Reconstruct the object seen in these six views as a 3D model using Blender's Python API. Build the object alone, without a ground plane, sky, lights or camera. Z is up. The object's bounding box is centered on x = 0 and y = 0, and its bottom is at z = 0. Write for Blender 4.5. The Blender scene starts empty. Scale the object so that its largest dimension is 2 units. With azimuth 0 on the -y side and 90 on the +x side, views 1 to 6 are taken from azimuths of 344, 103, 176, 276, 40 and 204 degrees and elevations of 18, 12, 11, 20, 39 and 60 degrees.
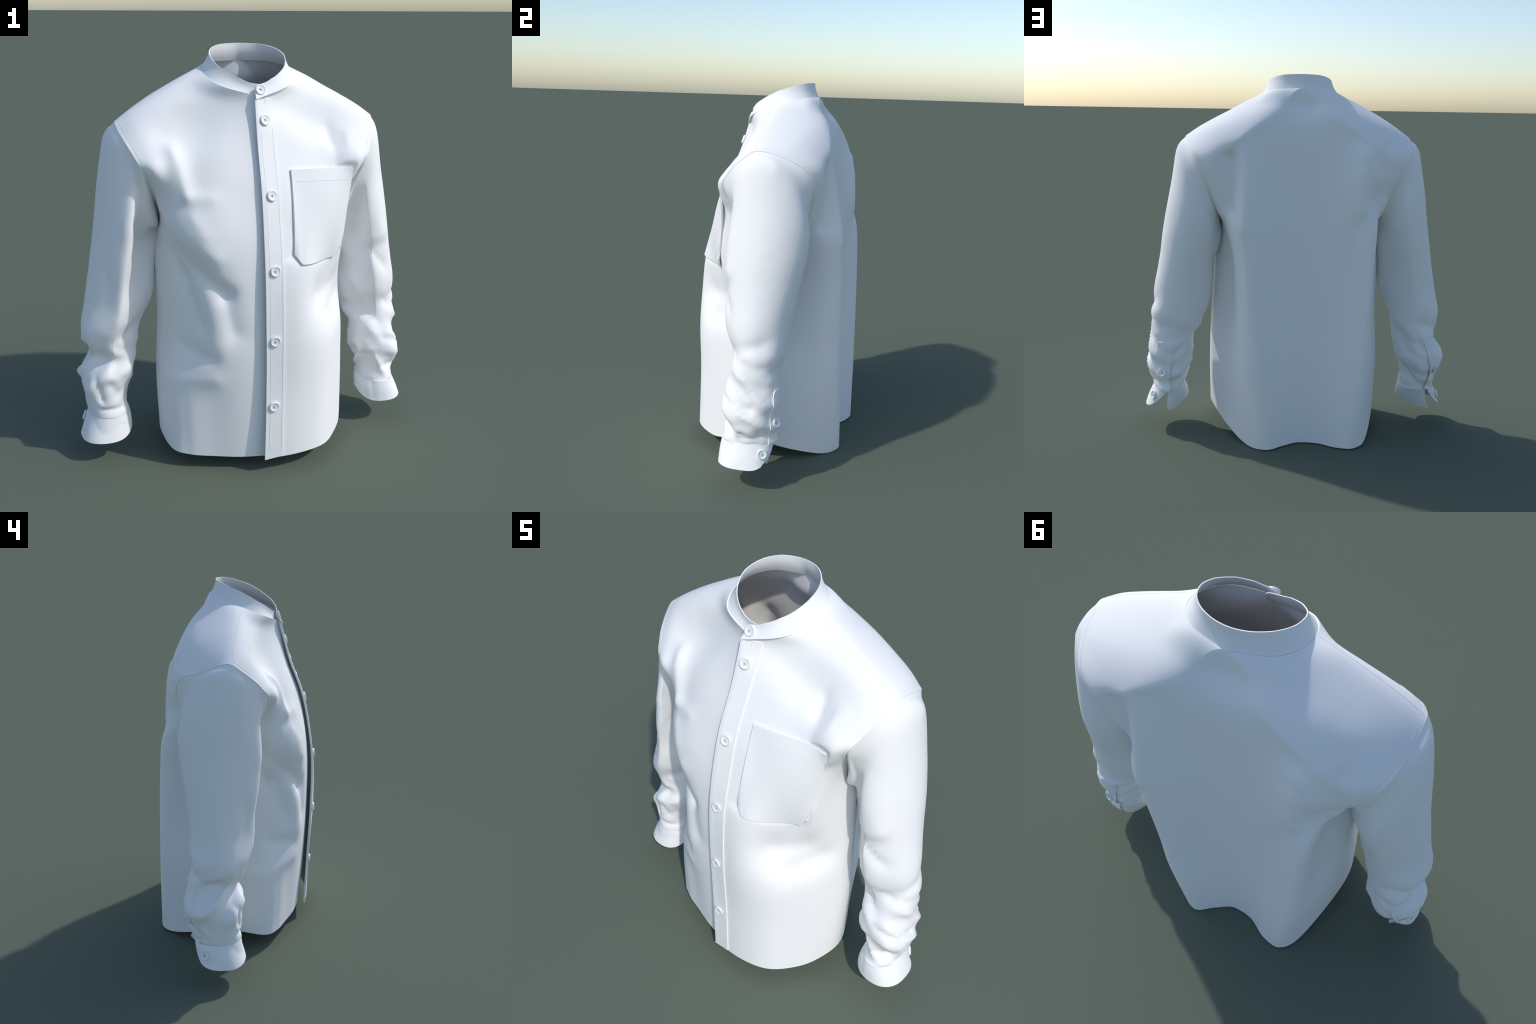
# A white collarless (band collar) button-up shirt, standing as if worn by an invisible body.
import bpy, math
import numpy as np
from mathutils import Vector, Matrix, noise
from mathutils.bvhtree import BVHTree

CLOTH = 0.006          # cloth thickness
A = np.array

# ------------------------------------------------------------------ materials
def make_material(name, base, rough, bump, scale, sheen=0.0, coat=0.0):
    m = bpy.data.materials.new(name); m.use_nodes = True
    nt = m.node_tree; bs = nt.nodes["Principled BSDF"]
    tc = nt.nodes.new("ShaderNodeTexCoord")
    nz = nt.nodes.new("ShaderNodeTexNoise"); nz.inputs["Scale"].default_value = scale
    nz.inputs["Detail"].default_value = 3
    nt.links.new(tc.outputs["Object"], nz.inputs["Vector"])
    rp = nt.nodes.new("ShaderNodeValToRGB")
    rp.color_ramp.elements[0].position = 0.3
    rp.color_ramp.elements[1].position = 0.7
    rp.color_ramp.elements[0].color = (base[0]*.985, base[1]*.985, base[2]*.985, 1)
    rp.color_ramp.elements[1].color = (min(1, base[0]*1.01), min(1, base[1]*1.01), min(1, base[2]*1.01), 1)
    nt.links.new(nz.outputs["Fac"], rp.inputs["Fac"])
    nt.links.new(rp.outputs["Color"], bs.inputs["Base Color"])
    bp = nt.nodes.new("ShaderNodeBump"); bp.inputs["Strength"].default_value = bump
    bp.inputs["Distance"].default_value = 0.002
    nt.links.new(nz.outputs["Fac"], bp.inputs["Height"])
    nt.links.new(bp.outputs["Normal"], bs.inputs["Normal"])
    bs.inputs["Roughness"].default_value = rough
    bs.inputs["Sheen Weight"].default_value = sheen
    bs.inputs["Coat Weight"].default_value = coat
    bs.inputs["Specular IOR Level"].default_value = 0.3
    return m

COTTON = make_material("white_cotton", (0.86, 0.86, 0.86), 0.8, 0.03, 260)
BUTTON = make_material("button_plastic", (0.86, 0.86, 0.86), 0.35, 0.0, 40)
THREAD = make_material("sewing_thread", (0.50, 0.50, 0.52), 0.8, 0.0, 200)
STITCH = make_material("stitch_thread", (0.74, 0.745, 0.76), 0.8, 0.0, 200)

# ------------------------------------------------------------------ object tree
root = bpy.data.objects.new("shirt", None)
root.empty_display_size = 0.1
bpy.context.collection.objects.link(root)
root["label"] = "white long-sleeved band-collar shirt with buttoned front and chest pocket"
root["category"] = "shirt"

def add_object(name, mesh, parent, mat):
    ob = bpy.data.objects.new(name, mesh)
    if not mesh.materials: mesh.materials.append(mat)
    bpy.context.collection.objects.link(ob)
    ob.parent = parent
    return ob

# ------------------------------------------------------------------ curves and grids
def spline(ctrl, t, breaks=(), pre=None, post=None):
    """Catmull-Rom through ctrl (n,k) at index parameters t; tangents are one-sided at breaks.
    pre / post are optional neighbour points beyond the ends (for smooth joins)."""
    c = A(ctrl, float); n = len(c); t = np.asarray(t, float)
    out = np.zeros((len(t),) + c.shape[1:])
    for j, tt in enumerate(t):
        i = min(int(tt), n-2); f = tt-i
        p1, p2 = c[i], c[i+1]
        p0 = c[i-1] if i > 0 else pre
        p3 = c[i+2] if i+2 < n else post
        m1 = (p2-p1) if (p0 is None or i in breaks) else (p2-p0)/2
        m2 = (p2-p1) if (p3 is None or i+1 in breaks) else (p3-p1)/2
        f2, f3 = f*f, f*f*f
        out[j] = (2*f3-3*f2+1)*p1+(f3-2*f2+f)*m1+(3*f2-2*f3)*p2+(f3-f2)*m2
    return out

def sstep(a, b, x):
    t = np.clip((x-a)/(b-a), 0, 1); return t*t*(3-2*t)

NECK = 7               # control row at which the centre line turns into the neckline
PIT = 4                # control row at the armpit
ROWS = np.concatenate([np.linspace(0, PIT, 97)[:-1], np.linspace(PIT, 9, 61)])
N_ARM = 61
ARM0 = len(ROWS)-N_ARM
NECK0 = ARM0+int(round((NECK-PIT)/5*60))

def control_lines(rows, other):
    """Run splines up through the control rows: 6 dense lines from hem to shoulder."""
    rows = A(rows, float); other = A(other, float)
    dense = np.zeros((len(ROWS), 6, 3))
    for c in range(6):
        dense[:, c] = spline(rows[:, c], ROWS, (NECK,) if c == 0 else (), post=other[8, c])
    return dense

def panel(dense, other, mirror, cols=64):
    """Loft a half panel from its control lines, joining smoothly to the neighbour at side and centre."""
    u = np.linspace(0, 5, cols)
    g = np.zeros((len(ROWS), cols, 3))
    for r in range(len(ROWS)):
        pre = post = None
        if mirror:
            w = 1-min(max(r-NECK0, 0)/16, 1)
            pre = w*dense[r, 1]*A((-1, 1, 1))+(1-w)*(2*dense[r, 0]-dense[r, 1])
        if r < ARM0:
            post = other[r, 4]
        g[r] = spline(dense[r], u, (), pre, post)
    return g

SHOULDER = [(.215, .02, 1.89), (.29, .02, 1.858), (.38, .02, 1.809), (.46, .018, 1.767), (.545, .015, 1.719), (.62, .01, 1.668)]
# each row runs from the centre line out to the side line / armhole; |x|, y, z
FRONT_TOP = [
 [(0, -.328, 1.40), (.2, -.290, 1.39), (.33, -.255, 1.37), (.41, -.222, 1.34), (.445, -.135, 1.31), (.449, -.025, 1.29)],
 [(0, -.252, 1.585), (.17, -.226, 1.56), (.31, -.212, 1.52), (.41, -.220, 1.49), (.476, -.226, 1.47), (.520, -.184, 1.46)],
 [(0, -.195, 1.778), (.13, -.150, 1.715), (.28, -.128, 1.645), (.40, -.140, 1.595), (.49, -.168, 1.565), (.566, -.152, 1.55)],
 [(.165, -.125, 1.832), (.25, -.080, 1.803), (.36, -.072, 1.758), (.45, -.074, 1.717), (.54, -.074, 1.674), (.609, -.062, 1.632)],
 SHOULDER]
FRONT = {1: [
 [(0, -.400, .076), (.15, -.402, .084), (.29, -.362, .085), (.385, -.258, .076), (.455, -.16, .106), (.487, -.02, .132)],
 [(0, -.405, .40), (.16, -.400, .40), (.29, -.355, .40), (.385, -.255, .40), (.455, -.15, .40), (.49, .0, .40)],
 [(0, -.410, .70), (.16, -.412, .70), (.30, -.345, .70), (.40, -.232, .70), (.455, -.13, .70), (.478, .02, .70)],
 [(0, -.403, 1.00), (.18, -.386, 1.00), (.33, -.260, 1.00), (.41, -.205, 1.00), (.447, -.10, 1.00), (.456, .04, 1.00)],
 [(0, -.372, 1.22), (.2, -.332, 1.21), (.34, -.280, 1.20), (.415, -.232, 1.20), (.433, -.08, 1.19), (.43, .05, 1.19)],
 ]+FRONT_TOP, -1: [
 [(0, -.362, .068), (.12, -.340, .070), (.25, -.300, .072), (.36, -.262, .077), (.44, -.195, .088), (.468, .0, .116)],
 [(0, -.380, .40), (.13, -.360, .40), (.26, -.315, .40), (.37, -.262, .40), (.44, -.18, .40), (.47, .03, .40)],
 [(0, -.384, .70), (.14, -.376, .70), (.25, -.345, .70), (.35, -.235, .70), (.42, -.125, .70), (.455, .04, .70)],
 [(0, -.379, 1.00), (.16, -.368, 1.00), (.27, -.322, 1.00), (.36, -.222, 1.00), (.42, -.100, 1.00), (.455, .05, 1.00)],
 [(0, -.350, 1.22), (.2, -.350, 1.21), (.33, -.310, 1.20), (.41, -.222, 1.20), (.432, -.11, 1.19), (.43, .05, 1.19)],
 ]+FRONT_TOP}
BACK_TOP = [
 [(0, .292, 1.47), (.14, .306, 1.44), (.29, .362, 1.38), (.385, .315, 1.33), (.435, .265, 1.29), (.455, .185, 1.28)],
 [(0, .274, 1.71), (.15, .290, 1.68), (.29, .314, 1.63), (.395, .312, 1.55), (.47, .300, 1.48), (.52, .270, 1.45)],
 [(0, .197, 1.928), (.13, .255, 1.825), (.28, .295, 1.725), (.40, .300, 1.645), (.49, .290, 1.60), (.575, .248, 1.573)],
 [(.152, .142, 1.919), (.25, .175, 1.838), (.36, .192, 1.775), (.46, .188, 1.724), (.54, .168, 1.684), (.612, .133, 1.640)],
 SHOULDER]
BACK = {1: [
 [(0, .328, .004), (.09, .368, .004), (.185, .418, .004), (.288, .345, .004), (.392, .185, .055), (.487, -.02, .132)],
 [(0, .318, .40), (.11, .352, .40), (.22, .415, .40), (.320, .358, .40), (.385, .175, .40), (.49, .0, .40)],
 [(0, .310, .70), (.12, .330, .70), (.25, .408, .70), (.335, .338, .70), (.368, .162, .70), (.478, .02, .70)],
 [(0, .308, 1.00), (.12, .325, 1.00), (.28, .402, 1.00), (.350, .328, 1.00), (.374, .172, 1.00), (.456, .04, 1.00)],
 [(0, .306, 1.22), (.12, .322, 1.21), (.29, .392, 1.20), (.375, .338, 1.20), (.406, .20, 1.19), (.43, .05, 1.19)],
 ]+BACK_TOP, -1: [
 [(0, .328, .004), (.10, .345, .004), (.20, .408, .005), (.30, .420, .008), (.378, .31, .022), (.468, .0, .116)],
 [(0, .318, .40), (.13, .342, .40), (.24, .395, .40), (.345, .412, .40), (.405, .25, .40), (.47, .03, .40)],
 [(0, .310, .70), (.13, .328, .70), (.24, .362, .70), (.355, .410, .70), (.388, .22, .70), (.455, .04, .70)],
 [(0, .308, 1.00), (.14, .325, 1.00), (.24, .346, 1.00), (.365, .402, 1.00), (.388, .21, 1.00), (.455, .05, 1.00)],
 [(0, .306, 1.22), (.15, .322, 1.21), (.26, .355, 1.20), (.38, .380, 1.20), (.402, .20, 1.19), (.43, .05, 1.19)],
 ]+BACK_TOP}

def side_rows(rows, side, is_front):
    """Put a set of control rows on one side (+1 wearer's left, -1 wearer's right)."""
    out = []
    for i, row in enumerate(rows):
        rr = []
        for c, (x, y, z) in enumerate(row):
            if is_front and c == 0 and i <= NECK:
                x = -.015 if side > 0 else -.03
                if side < 0 and i > PIT: y += .020 if i < NECK else .010
            if side < 0 and i == 9: z += (0, .006, .010, .008, .003, 0)[c]       # this shoulder sits a little higher
            if side < 0 and i == 8 and is_front: z += (0, -.004, .002, .004, .002, 0)[c]
            if side < 0 and i == 8 and not is_front: z += (0, .006, .006, 0, -.014, -.020)[c]
            rr.append((side*x, y, z))
        out.append(rr)
    return out

# ------------------------------------------------------------------ folds
def seg_dist(P, a, b):
    a, b = A(a, float), A(b, float); d = b-a
    t = np.clip(((P-a)@d)/(d@d), 0, 1)
    return np.linalg.norm(P-(a+t[..., None]*d), axis=-1), t

def fold_field(P, folds):
    """Sum of soft ridges (amp > 0) and valleys (amp < 0) along line segments."""
    h = np.zeros(P.shape[:-1])
    for a, b, w, amp in folds:
        d, t = seg_dist(P, a, b)
        h += amp*np.exp(-(d/w)**1.7)
    return h

def fbm(P, scale, seed, octv=2):
    out = np.zeros(P.shape[:-1]); it = np.nditer(out, flags=['multi_index'])
    for _ in it:
        q = P[it.multi_index]*scale
        out[it.multi_index] = noise.fractal(Vector((q[0]+seed, q[1]-seed*.7, q[2]+seed*.3)), 1.0, 2.0, octv)
    return out

TORSO_FOLDS = [
 # wearer's left front: strap dent above the pocket, hollow and swag under the pocket
 ((.355, -.14, 1.63), (.370, -.20, 1.47), .028, -.012),
 ((.44, -.16, 1.60), (.425, -.20, 1.42), .045, .018),
 ((.29, -.31, .865), (.38, -.21, .88), .090, -.044),
 ((.34, -.28, .755), (.45, -.15, .80), .070, -.028),
 # wearer's right front: chest ridge with its shelf, diagonal pulls from the armpit
 ((-.40, -.18, 1.57), (-.34, -.25, 1.36), .040, .020),
 ((-.33, -.26, 1.36), (-.24, -.30, 1.36), .035, .008),
 ((-.32, -.28, 1.27), (-.28, -.31, 1.20), .030, .010),
 ((-.43, -.12, 1.20), (-.20, -.35, .92), .040, -.030),
 ((-.42, -.14, 1.29), (-.24, -.35, 1.10), .050, .012),
 ((-.42, -.12, 1.10), (-.37, -.20, .98), .040, -.024),
 ((-.37, -.20, .98), (-.30, -.29, .76), .045, -.014),
 ((-.20, -.36, .90), (-.16, -.37, .74), .055, -.016),
 ((-.38, -.20, .64), (-.26, -.32, .60), .040, -.012),
 ((-.42, -.17, .47), (-.25, -.33, .50), .050, .010),
 # back: hollow under the collar and the ledge of the yoke
 ((-.07, .235, 1.845), (.07, .235, 1.845), .060, -.022),
 # back: shoulder-blade flutes and valleys beside the armholes
 ((.31, .34, 1.64), (.31, .38, 1.20), .030, .012),
 ((.385, .30, 1.56), (.39, .30, 1.30), .040, -.040),
 ((-.445, .28, 1.62), (-.44, .27, 1.38), .030, -.022),
 ((-.30, .34, 1.48), (-.31, .37, 1.30), .050, .018),
 ((-.33, .33, 1.58), (-.38, .34, 1.46), .060, .034),
]

def grid_normals(P):
    du = np.gradient(P, axis=1); dv = np.gradient(P, axis=0)
    n = np.cross(du, dv)
    return n/np.maximum(np.linalg.norm(n, axis=-1, keepdims=True), 1e-9)

def merged_normals(panels):
    """Vertex normals shared by all panels wherever their border points coincide."""
    acc = {}
    keys = []
    for P, flip in panels:
        N = grid_normals(P)*(-1 if flip else 1)
        K = [[tuple(np.round(P[i, j], 4)) for j in range(P.shape[1])] for i in range(P.shape[0])]
        keys.append(K)
        for i in range(P.shape[0]):
            for j in range(P.shape[1]):
                acc[K[i][j]] = acc.get(K[i][j], 0)+N[i, j]
    res = []
    for K in keys:
        n = A([[acc[k] for k in row] for row in K])
        res.append(n/np.maximum(np.linalg.norm(n, axis=-1, keepdims=True), 1e-9))
    return res

def shell_mesh(name, P, N, thick=CLOTH, closed=False, flip=False):
    """Cloth: outer grid P, inner grid P - N*thick, rims; smooth normals N given on both faces."""
    r, c = P.shape[:2]
    V = np.concatenate([P.reshape(-1, 3), (P-N*thick).reshape(-1, 3)])
    NN = np.concatenate([N.reshape(-1, 3), -N.reshape(-1, 3)])
    off = r*c; F = []; kind = []
    cc = c if closed else c-1
    for i in range(r-1):
        for j in range(cc):
            k = (j+1) % c
            q = [i*c+j, i*c+k, (i+1)*c+k, (i+1)*c+j]
            if flip: q = q[::-1]
            F.append(q); kind.append(0)
            F.append([x+off for x in q[::-1]]); kind.append(0)
    def rim(a, b):
        q = [b, a, a+off, b+off]
        F.append(q[::-1] if flip else q); kind.append(1)
    for j in range(cc):
        k = (j+1) % c
        rim(j, k); rim((r-1)*c+k, (r-1)*c+j)
    if not closed:
        for i in range(r-1):
            rim((i+1)*c, i*c); rim(i*c+c-1, (i+1)*c+c-1)
    me = bpy.data.meshes.new(name)
    me.from_pydata(V.tolist(), [], F); me.update()
    me.polygons.foreach_set("use_smooth", [True]*len(F))
    ln = []
    for p, k in zip(me.polygons, kind):
        for v in p.vertices:
            ln.append(tuple(NN[v]) if k == 0 else tuple(p.normal))
    me.normals_split_custom_set(ln)
    return me

# ------------------------------------------------------------------ torso panels
panels = {}
for s, nm in ((1, "L"), (-1, "R")):
    fr, bk = side_rows(FRONT[s], s, True), side_rows(BACK[s], s, False)
    df, db = control_lines(fr, bk), control_lines(bk, fr)
    panels["F"+nm] = panel(df, db, False)
    panels["B"+nm] = panel(db, df, True)
# orientation: rows rise, columns go outwards; flip so that normals point out
FLIP = {"FL": False, "FR": True, "BL": True, "BR": False}
order = ["FL", "FR", "BL", "BR"]
norms = dict(zip(order, merged_normals([(panels[k], FLIP[k]) for k in order])))
for k in order:
    P = panels[k]
    h = fold_field(P, TORSO_FOLDS)
    panels[k] = P+norms[k]*h[..., None]
norms = dict(zip(order, merged_normals([(panels[k], FLIP[k]) for k in order])))

def make_panel(name, P, N, flip, parent=root, mat=COTTON):
    return add_object(name, shell_mesh(name, P, N, flip=flip), parent, mat)

left_front = make_panel("front_panel", panels["FL"], norms["FL"], False)
make_panel("front_panel", panels["FR"], norms["FR"], True)
# whole back: right half reversed + left half, split into yoke and back panel
Pb = np.concatenate([panels["BR"][:, ::-1], panels["BL"][:, 1:]], axis=1)
Nb = np.concatenate([norms["BR"][:, ::-1], norms["BL"][:, 1:]], axis=1)
YK = NECK0-2
make_panel("back_panel", Pb[:NECK0+1], Nb[:NECK0+1], True)
for nm in ("BL", "BR"):
    make_panel("yoke", panels[nm][NECK0:], norms[nm][NECK0:], FLIP[nm])

# ------------------------------------------------------------------ ray casting on the front
def grid_bvh(P):
    r, c = P.shape[:2]
    F = [[i*c+j, i*c+j+1, (i+1)*c+j+1, (i+1)*c+j] for i in range(r-1) for j in range(c-1)]
    return BVHTree.FromPolygons([tuple(v) for v in P.reshape(-1, 3)], F)
BVH_FL = grid_bvh(panels["FL"])
def front_hit(x, z, bvh=BVH_FL):
    h = bvh.ray_cast(Vector((x, -2, z)), Vector((0, 1, 0)))
    if h[0] is None:
        h = bvh.find_nearest(Vector((x, -.3, z)))
    n = h[1] if h[1].y < 0 else -h[1]
    return A(h[0]), A(n)

def smooth_rows(Y, n=2):
    for _ in range(n):
        Y[1:-1] = (Y[:-2]+2*Y[1:-1]+Y[2:])/4
    return Y

# ------------------------------------------------------------------ stitching
def tube_mesh(name, lines, rad=.0011):
    V, F = [], []
    for L in lines:
        L = A(L); n = len(L)
        T = np.gradient(L, axis=0); T /= np.maximum(np.linalg.norm(T, axis=1, keepdims=True), 1e-9)
        for i in range(n):
            up = A((0, 0, 1.)) if abs(T[i, 2]) < .9 else A((0, 1., 0))
            a = np.cross(T[i], up); a /= np.linalg.norm(a); b = np.cross(T[i], a)
            o = len(V)
            for k in range(4):
                an = k*math.pi/2
                V.append(tuple(L[i]+rad*(a*math.cos(an)+b*math.sin(an))))
            if i:
                for k in range(4):
                    F.append([o-4+k, o-4+(k+1) % 4, o+(k+1) % 4, o+k])
    me = bpy.data.meshes.new(name); me.from_pydata(V, [], F); me.update()
    me.polygons.foreach_set("use_smooth", [True]*len(F))
    return me

for nm in ("L", "R"):
    F_, N_ = panels["F"+nm], norms["F"+nm]
    B_, M_ = panels["B"+nm], norms["B"+nm]
    lines = [F_[-4, 2:-2]+N_[-4, 2:-2]*.0002, F_[ARM0+8:-3, -4]+N_[ARM0+8:-3, -4]*.0002, B_[ARM0+8:-3, -4]+M_[ARM0+8:-3, -4]*.0002]
    add_object("stitch_line", tube_mesh("seam_stitch", lines, .0006), root, STITCH)

# ------------------------------------------------------------------ placket (button band)
def strip_from_front(x0, x1, zs, nx, lift):
    P = np.zeros((len(zs), nx, 3))
    for i, z in enumerate(zs):
        for j in range(nx):
            f = j/(nx-1); x = x0(z)+(x1(z)-x0(z))*f
            p, n = front_hit(max(x, -.012), z)
            P[i, j] = (x, p[1]-lift, z)
    for j in range(nx):
        P[:, j, 1] = smooth_rows(P[:, j, 1])
    return P
pl_x0 = lambda z: -.022+.004*math.sin(z*4)
pl_x1 = lambda z: .063+.004*math.sin(z*3+1)
zs = np.linspace(.074, 1.772, 120)
PP = strip_from_front(pl_x0, pl_x1, zs, 14, .006)
PP[:, :, 2] += np.linspace(0, .012, 14)[None, :]*sstep(.3, .074, zs)[:, None]
placket = add_object("placket", shell_mesh("placket", PP, grid_normals(PP), .007), root, COTTON)
placket_lines = [PP[3:-9, 3]+A((0, -.0002, 0)), PP[3:-9, 12]+A((0, -.0002, 0))]
add_object("stitch_line", tube_mesh("placket_stitch", placket_lines, .0009), placket, STITCH)

# ------------------------------------------------------------------ buttons
def lathe(profile, seg=32):
    V, F = [], []
    for r, z in profile:
        for k in range(seg):
            a = 2*math.pi*k/seg
            V.append((r*math.cos(a), r*math.sin(a), z))
    for i in range(len(profile)-1):
        for k in range(seg):
            F.append([i*seg+k, i*seg+(k+1) % seg, (i+1)*seg+(k+1) % seg, (i+1)*seg+k])
    F.append(list(range(seg))[::-1]); F.append([(len(profile)-1)*seg+k for k in range(seg)])
    return V, F
BR = .0245
V, F = lathe([(BR*.80, 0), (BR*.97, .002), (BR, .005), (BR*.98, .0085), (BR*.90, .0102), (BR*.80, .0098),
              (BR*.70, .0075), (BR*.60, .0068), (BR*.3, .0066)])
bme = bpy.data.meshes.new("button"); bme.from_pydata(V, [], F); bme.update()
bme.polygons.foreach_set("use_smooth", [True]*len(F)); bme.materials.append(BUTTON)
def cross_mesh():
    L = []; d = .0052
    for sx, sy in ((1, 1), (1, -1)):
        L.append([(-sx*d, -sy*d, .0063), (-sx*d*.8, -sy*d*.8, .0078), (0, 0, .0084), (sx*d*.8, sy*d*.8, .0078), (sx*d, sy*d, .0063)])
    me = tube_mesh("button_thread", L, .0014); me.materials.append(THREAD); return me
cme = cross_mesh()
def hole_mesh():
    V, F = [], []
    for sx in (1, -1):
        for sy in (1, -1):
            o = len(V)
            for k in range(10):
                a = 2*math.pi*k/10
                V.append((sx*.0052+.0019*math.cos(a), sy*.0052+.0019*math.sin(a), .0070))
            F.append(list(range(o, o+10)))
    me = bpy.data.meshes.new("button_hole"); me.from_pydata(V, [], F); me.update()
    me.materials.append(THREAD); return me
hme = hole_mesh()
def add_button(pos, normal, parent, spin=0.0):
    n = Vector(normal).normalized()
    M = Matrix.Translation(Vector(pos)) @ n.to_track_quat('Z', 'Y').to_matrix().to_4x4() @ Matrix.Rotation(spin, 4, 'Z')
    b = add_object("button", bme, parent, BUTTON); b.matrix_local = M
    # thread cross and holes are welded into one small child part
    t = bpy.data.objects.new("button_thread", cme); bpy.context.collection.objects.link(t)
    t.parent = parent; t.matrix_local = M
    h = bpy.data.objects.new("thread_hole", hme); bpy.context.collection.objects.link(h)
    h.parent = parent; h.matrix_local = M
BVH_PL = grid_bvh(PP)
for i, z in enumerate((1.683, 1.366, 1.035, .700, .363)):
    p, n = front_hit(.020, z, BVH_PL)
    add_button(p+n*.0005, n, placket, .2+.25*i)

# ------------------------------------------------------------------ collar
def neck_loop():
    fr = panels["FR"][NECK0:, 0]; fl = panels["FL"][NECK0:, 0]
    br = panels["BR"][NECK0:, 0]; bl = panels["BL"][NECK0:, 0]
    return np.concatenate([fr, br[::-1][1:], bl[1:], fl[::-1][1:]])
NL = neck_loop()
L = np.concatenate([[0], np.cumsum(np.linalg.norm(np.diff(NL, axis=0), axis=1))])
ts = np.linspace(0, L[-1], 140)
base = A([np.interp(ts, L, NL[:, k]) for k in range(3)]).T
for _ in range(3): base[1:-1] = (base[:-2]+2*base[1:-1]+base[2:])/4
TOPZ_Y = [-.175, -.164, -.15, -.12, -.055, 0, .04, .09, .135, .165]
TOPZ_Z = [1.826, 1.835, 1.858, 1.885, 1.925, 1.953, 1.967, 1.984, 1.996, 2.0]
NC = 12
PC = np.zeros((NC, len(base), 3))
for j, b in enumerate(base):
    f = j/(len(base)-1)
    ang = math.atan2(b[1]/.2, b[0]/.215)
    ov = .010*(f-.5)*2*sstep(.02, -.16, b[1])     # left end lies over the right end
    tx = .177*math.cos(ang); ty = .163*math.sin(ang)
    top = A((tx, ty-ov, np.interp(ty, TOPZ_Y, TOPZ_Z)))
    b2 = b+A((0, -ov-.004*sstep(.45, 1, f), -.004))
    for i in range(NC):
        g = i/(NC-1)
        bow = .006*math.sin(g*math.pi)
        p = b2*(1-g)+top*g
        rad = A((p[0], p[1], 0)); rad /= max(np.linalg.norm(rad), 1e-6)
        PC[i, j] = p-rad*bow
# round the free upper corners of the two ends
for e, sgn in ((0, 1), (len(base)-1, -1)):
    for k in range(5):
        j = e+sgn*k
        drop = .014*(1-math.sqrt(1-((5-k)/5)**2))
        PC[:, j, 2] -= np.linspace(0, 1, NC)**3*drop
NCg = -grid_normals(PC)
if (NCg[5, 70]@A((0, 1, 0))) < 0: NCg = -NCg
collar = add_object("collar", shell_mesh("collar", PC, NCg, .004, flip=True), root, COTTON)
BVH_C = grid_bvh(PC)
b1, nb = front_hit(.011, 1.812, BVH_C)
add_button(b1, nb, collar, .3)

# ------------------------------------------------------------------ pocket
def pocket_grid():
    nx, nz = 40, 48
    TL, TR, BL, BRr = A((.125, 1.467)), A((.452, 1.447)), A((.120, 1.052)), A((.398, 1.028))
    P = np.zeros((nz, nx, 3)); Nn = np.zeros_like(P)
    for i in range(nz):
        v = i/(nz-1)
        for j in range(nx):
            u = j/(nx-1)
            xz = (BL*(1-u)+BRr*u)*(1-v)+(TL*(1-u)+TR*u)*v
            cut = max(0, .035-u*.30)*1.3+max(0, .035-(1-u)*.30)*1.3      # clipped lower corners
            xz = xz+A((0, cut*(1-v)**2))
            p, n = front_hit(xz[0], xz[1])
            P[i, j] = p; Nn[i, j] = n
    # the pocket cloth is stretched smooth: a low-order surface through the chest below it
    u = np.linspace(0, 1, nx)[None, :]*np.ones((nz, 1)); v = np.linspace(0, 1, nz)[:, None]*np.ones((1, nx))
    M = np.stack([u**a*v**b for a in range(4) for b in range(3)], axis=-1).reshape(-1, 12)
    co = np.linalg.lstsq(M, P[..., 1].ravel(), rcond=None)[0]
    P[..., 1] = (M@co).reshape(nz, nx)
    N = grid_normals(P)
    lift = .008+.004*np.sin(math.pi*u)*v**3
    return P+N*lift[..., None], N
PK, NK = pocket_grid()
NK = grid_normals(PK)
# the chest panel lies flat behind the pocket and eases back to its folds round it
BVH_PK = grid_bvh(PK)
for vert in left_front.data.vertices:
    if .06 < vert.co.x < .52 and .96 < vert.co.z < 1.54:
        hit = BVH_PK.ray_cast(Vector((vert.co.x, -2, vert.co.z)), Vector((0, 1, 0)))[0]
        gap = 0.0
        if hit is None:
            hit = BVH_PK.find_nearest(vert.co)[0]
            gap = math.hypot(hit.x-vert.co.x, hit.z-vert.co.z)
        limit = hit.y+.013-.45*gap
        if gap < .05 and vert.co.y < limit:
            vert.co.y = limit
pocket = add_object("pocket", shell_mesh("pocket", PK, NK, .010), root, COTTON)
add_object("stitch_line", tube_mesh("pocket_stitch", [PK[41, 2:-2]+NK[41, 2:-2]*.0004], .0009), pocket, STITCH)

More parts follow.
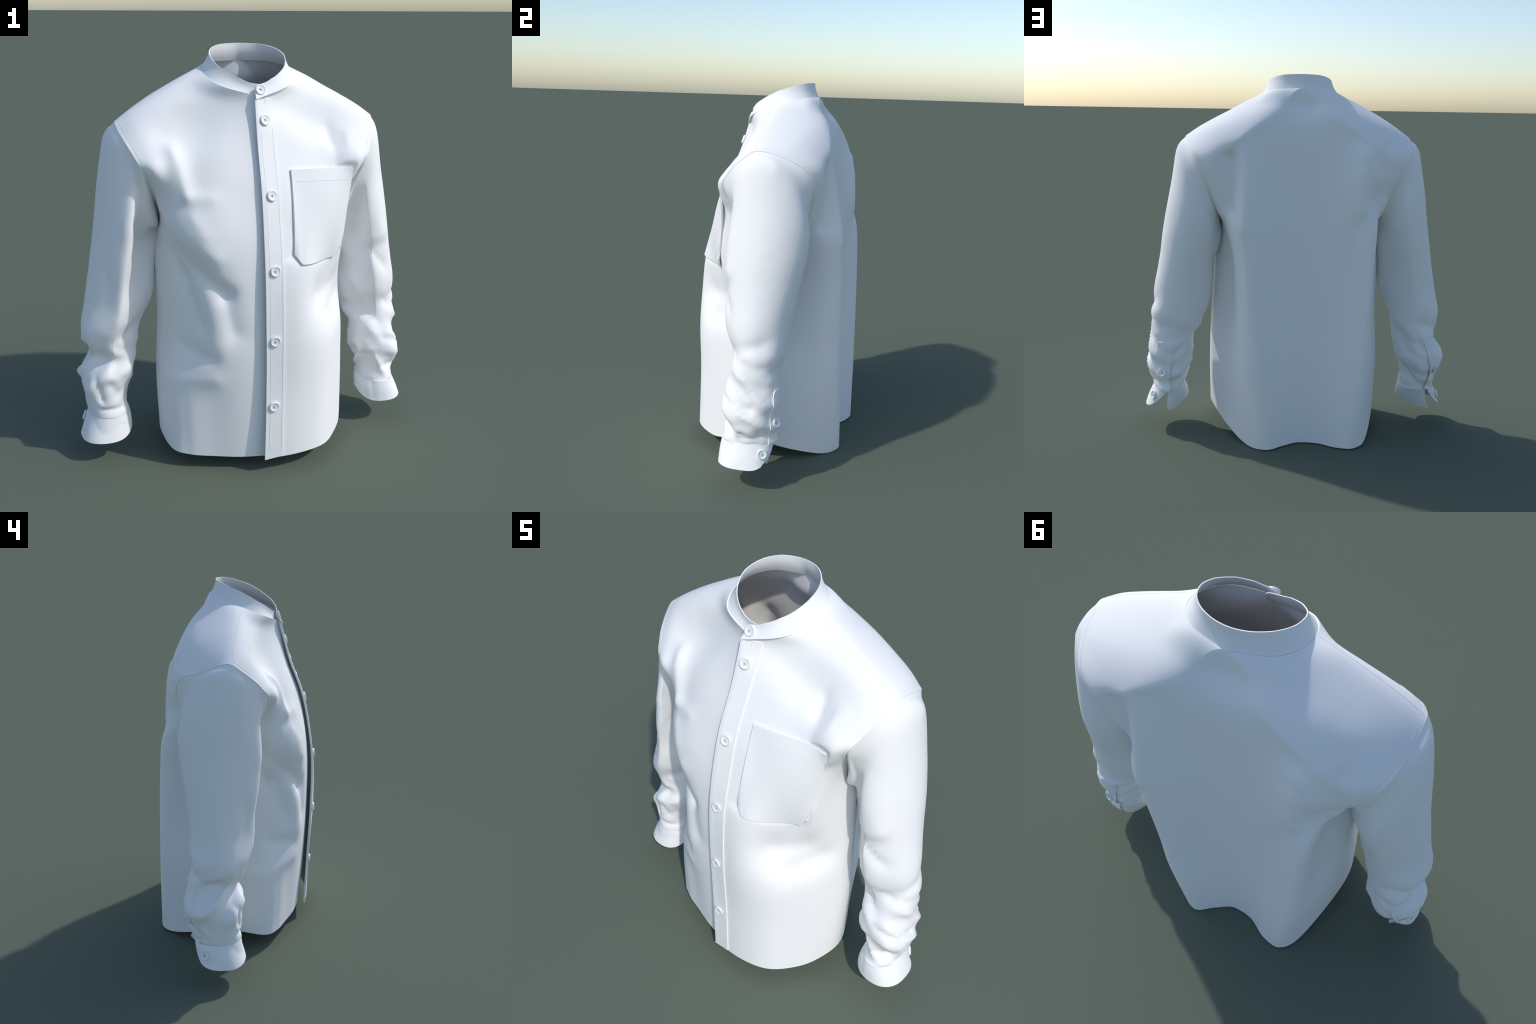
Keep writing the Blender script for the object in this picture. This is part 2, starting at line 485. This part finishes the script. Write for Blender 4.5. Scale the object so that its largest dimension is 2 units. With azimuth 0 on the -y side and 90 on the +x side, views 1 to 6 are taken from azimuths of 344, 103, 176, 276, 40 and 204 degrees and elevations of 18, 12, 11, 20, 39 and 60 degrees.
# ------------------------------------------------------------------ sleeves
# one line per ring: z_out z_in  x_out x_in  y_front y_back
SLEEVE = {
 1: [(1.60, 1.165, .668, .432, -.135, .248), (1.42, 1.13, .700, .435, -.138, .266), (1.20, 1.05, .742, .450, -.132, .254),
     (1.00, .95, .770, .468, -.127, .226), (.82, .80, .804, .488, -.112, .198), (.68, .67, .826, .530, -.080, .184),
     (.57, .56, .818, .570, -.092, .166), (.46, .45, .846, .586, -.108, .160), (.36, .35, .842, .612, -.104, .164),
     (.285, .285, .824, .632, -.100, .156), (.25, .25, .816, .634, -.104, .152)],
 -1: [(1.60, 1.165, .668, .432, -.160, .246), (1.40, 1.13, .708, .435, -.162, .262), (1.20, 1.05, .736, .455, -.150, .242),
     (1.00, .95, .770, .470, -.140, .212), (.82, .80, .802, .490, -.130, .186), (.66, .65, .826, .545, -.112, .176),
     (.54, .53, .817, .570, -.080, .180), (.44, .43, .846, .590, -.104, .186), (.34, .33, .845, .628, -.104, .170),
     (.27, .27, .822, .624, -.098, .150), (.235, .235, .817, .618, -.098, .146)],
}
CUFF = {
 1: [(.25, .25, .814, .636, -.100, .148), (.195, .20, .836, .624, -.110, .146), (.140, .135, .858, .618, -.116, .138)],
 -1: [(.235, .235, .815, .622, -.094, .142), (.175, .18, .840, .612, -.106, .132), (.118, .118, .860, .612, -.122, .118)],
}
SQUARE = {1: 1.04, -1: 1.30}      # how boxy the upper sleeve is round its girth
NT = 2*(N_ARM-1)        # samples round the sleeve
theta = np.linspace(0, 2*math.pi, NT, endpoint=False)

def ring(par, th, s, squareness=.86, pinch=0.0):
    zo, zi, xo, xi, yf, yb = par
    c, d = np.cos(th), np.sin(th)
    cx, cy = (xo+xi)/2, (yf+yb)/2
    sq = squareness+pinch*((c < 0) & (d > 0))       # the inner front corner falls away under the arm
    ex = np.sign(c)*np.abs(c)**sq; ey = np.sign(d)*np.abs(d)**sq
    return np.stack([s*(cx+ex*(xo-xi)/2), cy-ey*(yb-yf)/2, (zo+zi)/2+c*(zo-zi)/2], axis=-1)

# crumples, in (angle in degrees: 0 outer, 90 front, 180 inner, 270 back; height), width, amplitude
SLEEVE_FOLDS = {
 1: [((70, .70), (-20, .76), .035, -.016), ((60, .68), (-70, .62), .030, -.014), ((20, .60), (-60, .57), .035, .012),
     ((85, .50), (-10, .43), .022, -.020), ((90, .43), (20, .38), .026, .010), ((95, .335), (10, .31), .018, -.014),
     ((-70, .45), (-20, .50), .035, .008), ((90, .60), (170, .68), .03, -.016), ((100, .50), (170, .46), .022, .012),
     ((110, .41), (190, .38), .020, -.016), ((110, .85), (170, .95), .035, -.012), ((200, .56), (265, .47), .025, -.014),
     ((180, .44), (250, .36), .022, .010), ((190, .34), (255, .29), .018, -.014), ((-60, .30), (10, .285), .016, -.008),
     ((104, 1.40), (132, 1.08), .045, -.042), ((60, 1.08), (140, 1.00), .03, .010), ((100, 1.02), (60, .90), .022, -.014),
     ((-18, 1.63), (-16, 1.58), .018, .007)],
 -1: [((-75, .62), (0, .56), .030, -.022), ((0, .56), (95, .53), .030, -.022), ((-60, .72), (80, .69), .06, .006),
     ((100, .60), (170, .56), .026, -.014), ((90, .47), (130, .49), .022, .012), ((60, .45), (80, .33), .018, -.014),
     ((95, .42), (120, .36), .018, -.014), ((70, .285), (140, .275), .016, -.012), ((-70, .33), (-30, .28), .02, -.014),
     ((200, .60), (270, .50), .03, -.014), ((190, .45), (260, .36), .025, .012), ((180, .38), (240, .30), .02, -.014),
     ((-50, .44), (30, .39), .06, .010), ((106, 1.38), (132, 1.08), .045, -.040), ((78, 1.45), (84, .75), .022, .007), ((-18, 1.63), (-16, 1.58), .018, .007)],
}

def sleeve_grid(s):
    nm = "L" if s > 0 else "R"
    arm = np.concatenate([panels["F"+nm][ARM0:, -1][::-1][:-1], panels["B"+nm][ARM0:, -1][:-1]])
    ctrl = [arm]+[ring(p, theta, s, SQUARE[s] if i < 5 else .98, .85 if 0 < i < 6 else 0) for i, p in enumerate(SLEEVE[s])]
    ctrl[0] = arm+(arm.mean(axis=0)-arm)*.012      # tucked under the body's edge
    n = len(ctrl)
    t = np.concatenate([np.linspace(0, 2, 20)[:-1], np.linspace(2, n-1, 116)])
    G = spline(A(ctrl).reshape(n, -1), t).reshape(len(t), NT, 3)
    return G

def wrap_normals(P):
    Q = np.concatenate([P[:, -1:], P, P[:, :1]], axis=1)
    return grid_normals(Q)[:, 1:-1]

def sleeve_displace(G, s):
    N = wrap_normals(G)*(-s)
    cx = G.mean(axis=1, keepdims=True)
    if (N[40, 0]@(G[40, 0]-cx[40, 0])) < 0: N = -N
    deg = np.degrees(theta)[None, :]*np.ones((G.shape[0], 1)); z = G[..., 2]
    h = np.zeros(z.shape)
    for (a0, z0), (a1, z1), w, amp in SLEEVE_FOLDS[s]:
        sc = .0022                                   # metres of girth per degree
        a, b = A((a0*sc, z0)), A((a1*sc, z1)); d = b-a
        best = np.full(z.shape, 9.)
        for sh in (-360, 0, 360):
            q = np.stack([(deg+sh)*sc, z], axis=-1)
            tt = np.clip(((q-a)@d)/(d@d), 0, 1)
            best = np.minimum(best, np.linalg.norm(q-(a+tt[..., None]*d), axis=-1))
        h += amp*np.exp(-(best/w)**1.3)
    amp = .003+.011*sstep(.85, .5, z)
    Q = G*A((1, 1, 1.25))
    h += fbm(Q, 9.0, 3.1+s)*amp*sstep(1.5, 1.1, z)*.5
    # sharp-edged crumples where the cloth is crushed above the cuff
    D = G*A((1, 1, 1.3)); D[..., 2] += .55*s*G[..., 0]+.7*G[..., 1]        # creases run diagonally
    bil = np.abs(fbm(D, 5.2, 11.7+4*s, 1))
    h += (.16-np.clip(bil, 0, .45))*.062*sstep(.72, .52, z)*sstep(.25, .33, z)
    bil2 = np.abs(fbm(G*A((1, 1, .8)), 4.6, 5.2+3*s, 1))
    inner = np.clip(np.cos(theta-math.radians(130)), 0, 1)[None, :]**.7
    h += (np.clip(bil2, 0, .4)-.14)*.07*inner*sstep(1.45, 1.25, z)*sstep(.5, .7, z)
    fade = np.linspace(0, 1, G.shape[0]); fade = sstep(0, .10, fade)*sstep(1.0, .985, fade)
    h *= fade[:, None]
    # little pleat at the sleeve head
    return G+N*h[..., None]

def band(P, i0, i1, j0, j1):
    return np.take(P, np.arange(j0, j1+1) % P.shape[1], axis=1)[i0:i1+1]

for s in (1, -1):
    G = sleeve_displace(sleeve_grid(s), s)
    N = wrap_normals(G); cx = G.mean(axis=1, keepdims=True)
    flip = (N[40, 0]@(G[40, 0]-cx[40, 0])) < 0
    if flip: N = -N
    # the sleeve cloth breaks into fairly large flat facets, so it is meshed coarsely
    keep = np.r_[0:3, 4:G.shape[0]-1:2, G.shape[0]-1]
    Gc = G[keep][:, ::2]; Nc = wrap_normals(Gc)*(-1 if flip else 1)
    sleeve = add_object("sleeve", shell_mesh("sleeve", Gc, Nc, closed=True, flip=flip), root, COTTON)
    # placket strip on the back of the forearm with its own button
    zmean = G[:, int(NT*.77), 2]
    i0 = int(np.argmin(abs(zmean-.53))); i1 = int(np.argmin(abs(zmean-.235)))
    jc = int(NT*(.785 if s > 0 else .835))
    S = band(G, i0, i1, jc-6, jc+6).copy(); SN = band(N, i0, i1, jc-6, jc+6)
    for _ in range(5): S[1:-1] = (S[:-2]+S[1:-1]*2+S[2:])/4
    free = np.linspace(1, 0, 13)[None, :]*np.linspace(0, 1, len(S))[:, None]   # inner edge stands open
    S = S+SN*(.006+.016*free)[..., None]
    SNn = grid_normals(S)*(-1 if flip else 1)
    add_object("sleeve_placket", shell_mesh("sleeve_placket", S, SNn, .006, flip=flip), sleeve, COTTON)
    ib = int(np.argmin(abs(S[:, 6, 2]-(.362 if s > 0 else .376))))
    add_button(S[ib, 6], SNn[ib, 6], sleeve, .4)
    # cuff: a band open at the back, its outer end lapping over
    nc = 90; rows = 26
    st0, st1, en = ((276, 312, 266) if s > 0 else (294, 318, 292))     # slit edges, degrees: outer flap top / bottom, inner flap
    f = np.linspace(0, 1, nc)[None, :]; v = np.linspace(0, 1, rows)[:, None]
    ctrl = [np.radians(x) for x in (st0, st1, en)]
    C = np.zeros((rows, nc, 3))
    par = spline(A(CUFF[s]), np.linspace(0, 2, rows))
    for i in range(rows):
        vv = i/(rows-1)
        t0 = math.radians(st0+(st1-st0)*vv**1.3); t1 = 2*math.pi+math.radians(en+5*math.sin(vv*math.pi)*s)
        C[i] = ring(par[i], np.linspace(t0, t1, nc), s, .92)
        dg = np.degrees(np.linspace(t0, t1, nc))
        C[i, :, 1] -= .032*vv*np.exp(-((dg-360-en+35)/40)**2)
        C[i, :, 2] += .048*vv*np.exp(-((dg-360-185)/42)**2)-.030*vv*np.exp(-((dg-360-en)/22)**2)
    cc = C.mean(axis=1, keepdims=True)
    C = C+(C-cc)*(.05*sstep(.16, 0, f)+.02-.10*sstep(.90, 1, f)*(1-v))[..., None]*A((1, 1, 0))
    # clipped corners of the two flaps
    C[..., 2] += .016*(np.clip(1-f/.09, 0, 1)**2+np.clip(1-(1-f)/.09, 0, 1)**2)*v**3
    C = C+(C-cc)*((np.abs(fbm(C, 7, 7+s, 1))-.15)*.09)[..., None]*A((1, 1, 0))
    CN = grid_normals(C)
    if (CN[10, 40]@(C[10, 40]-cc[10, 0])) < 0: CN = -CN; fl = True
    else: fl = False
    cuff = add_object("cuff", shell_mesh("cuff", C, CN, .006, flip=fl), root, COTTON)
    jb = 8 if s > 0 else 8
    ib = int(np.argmin(abs(C[:, jb, 2]-(.211 if s > 0 else .180))))
    add_button(C[ib, jb], CN[ib, jb], cuff, .5)
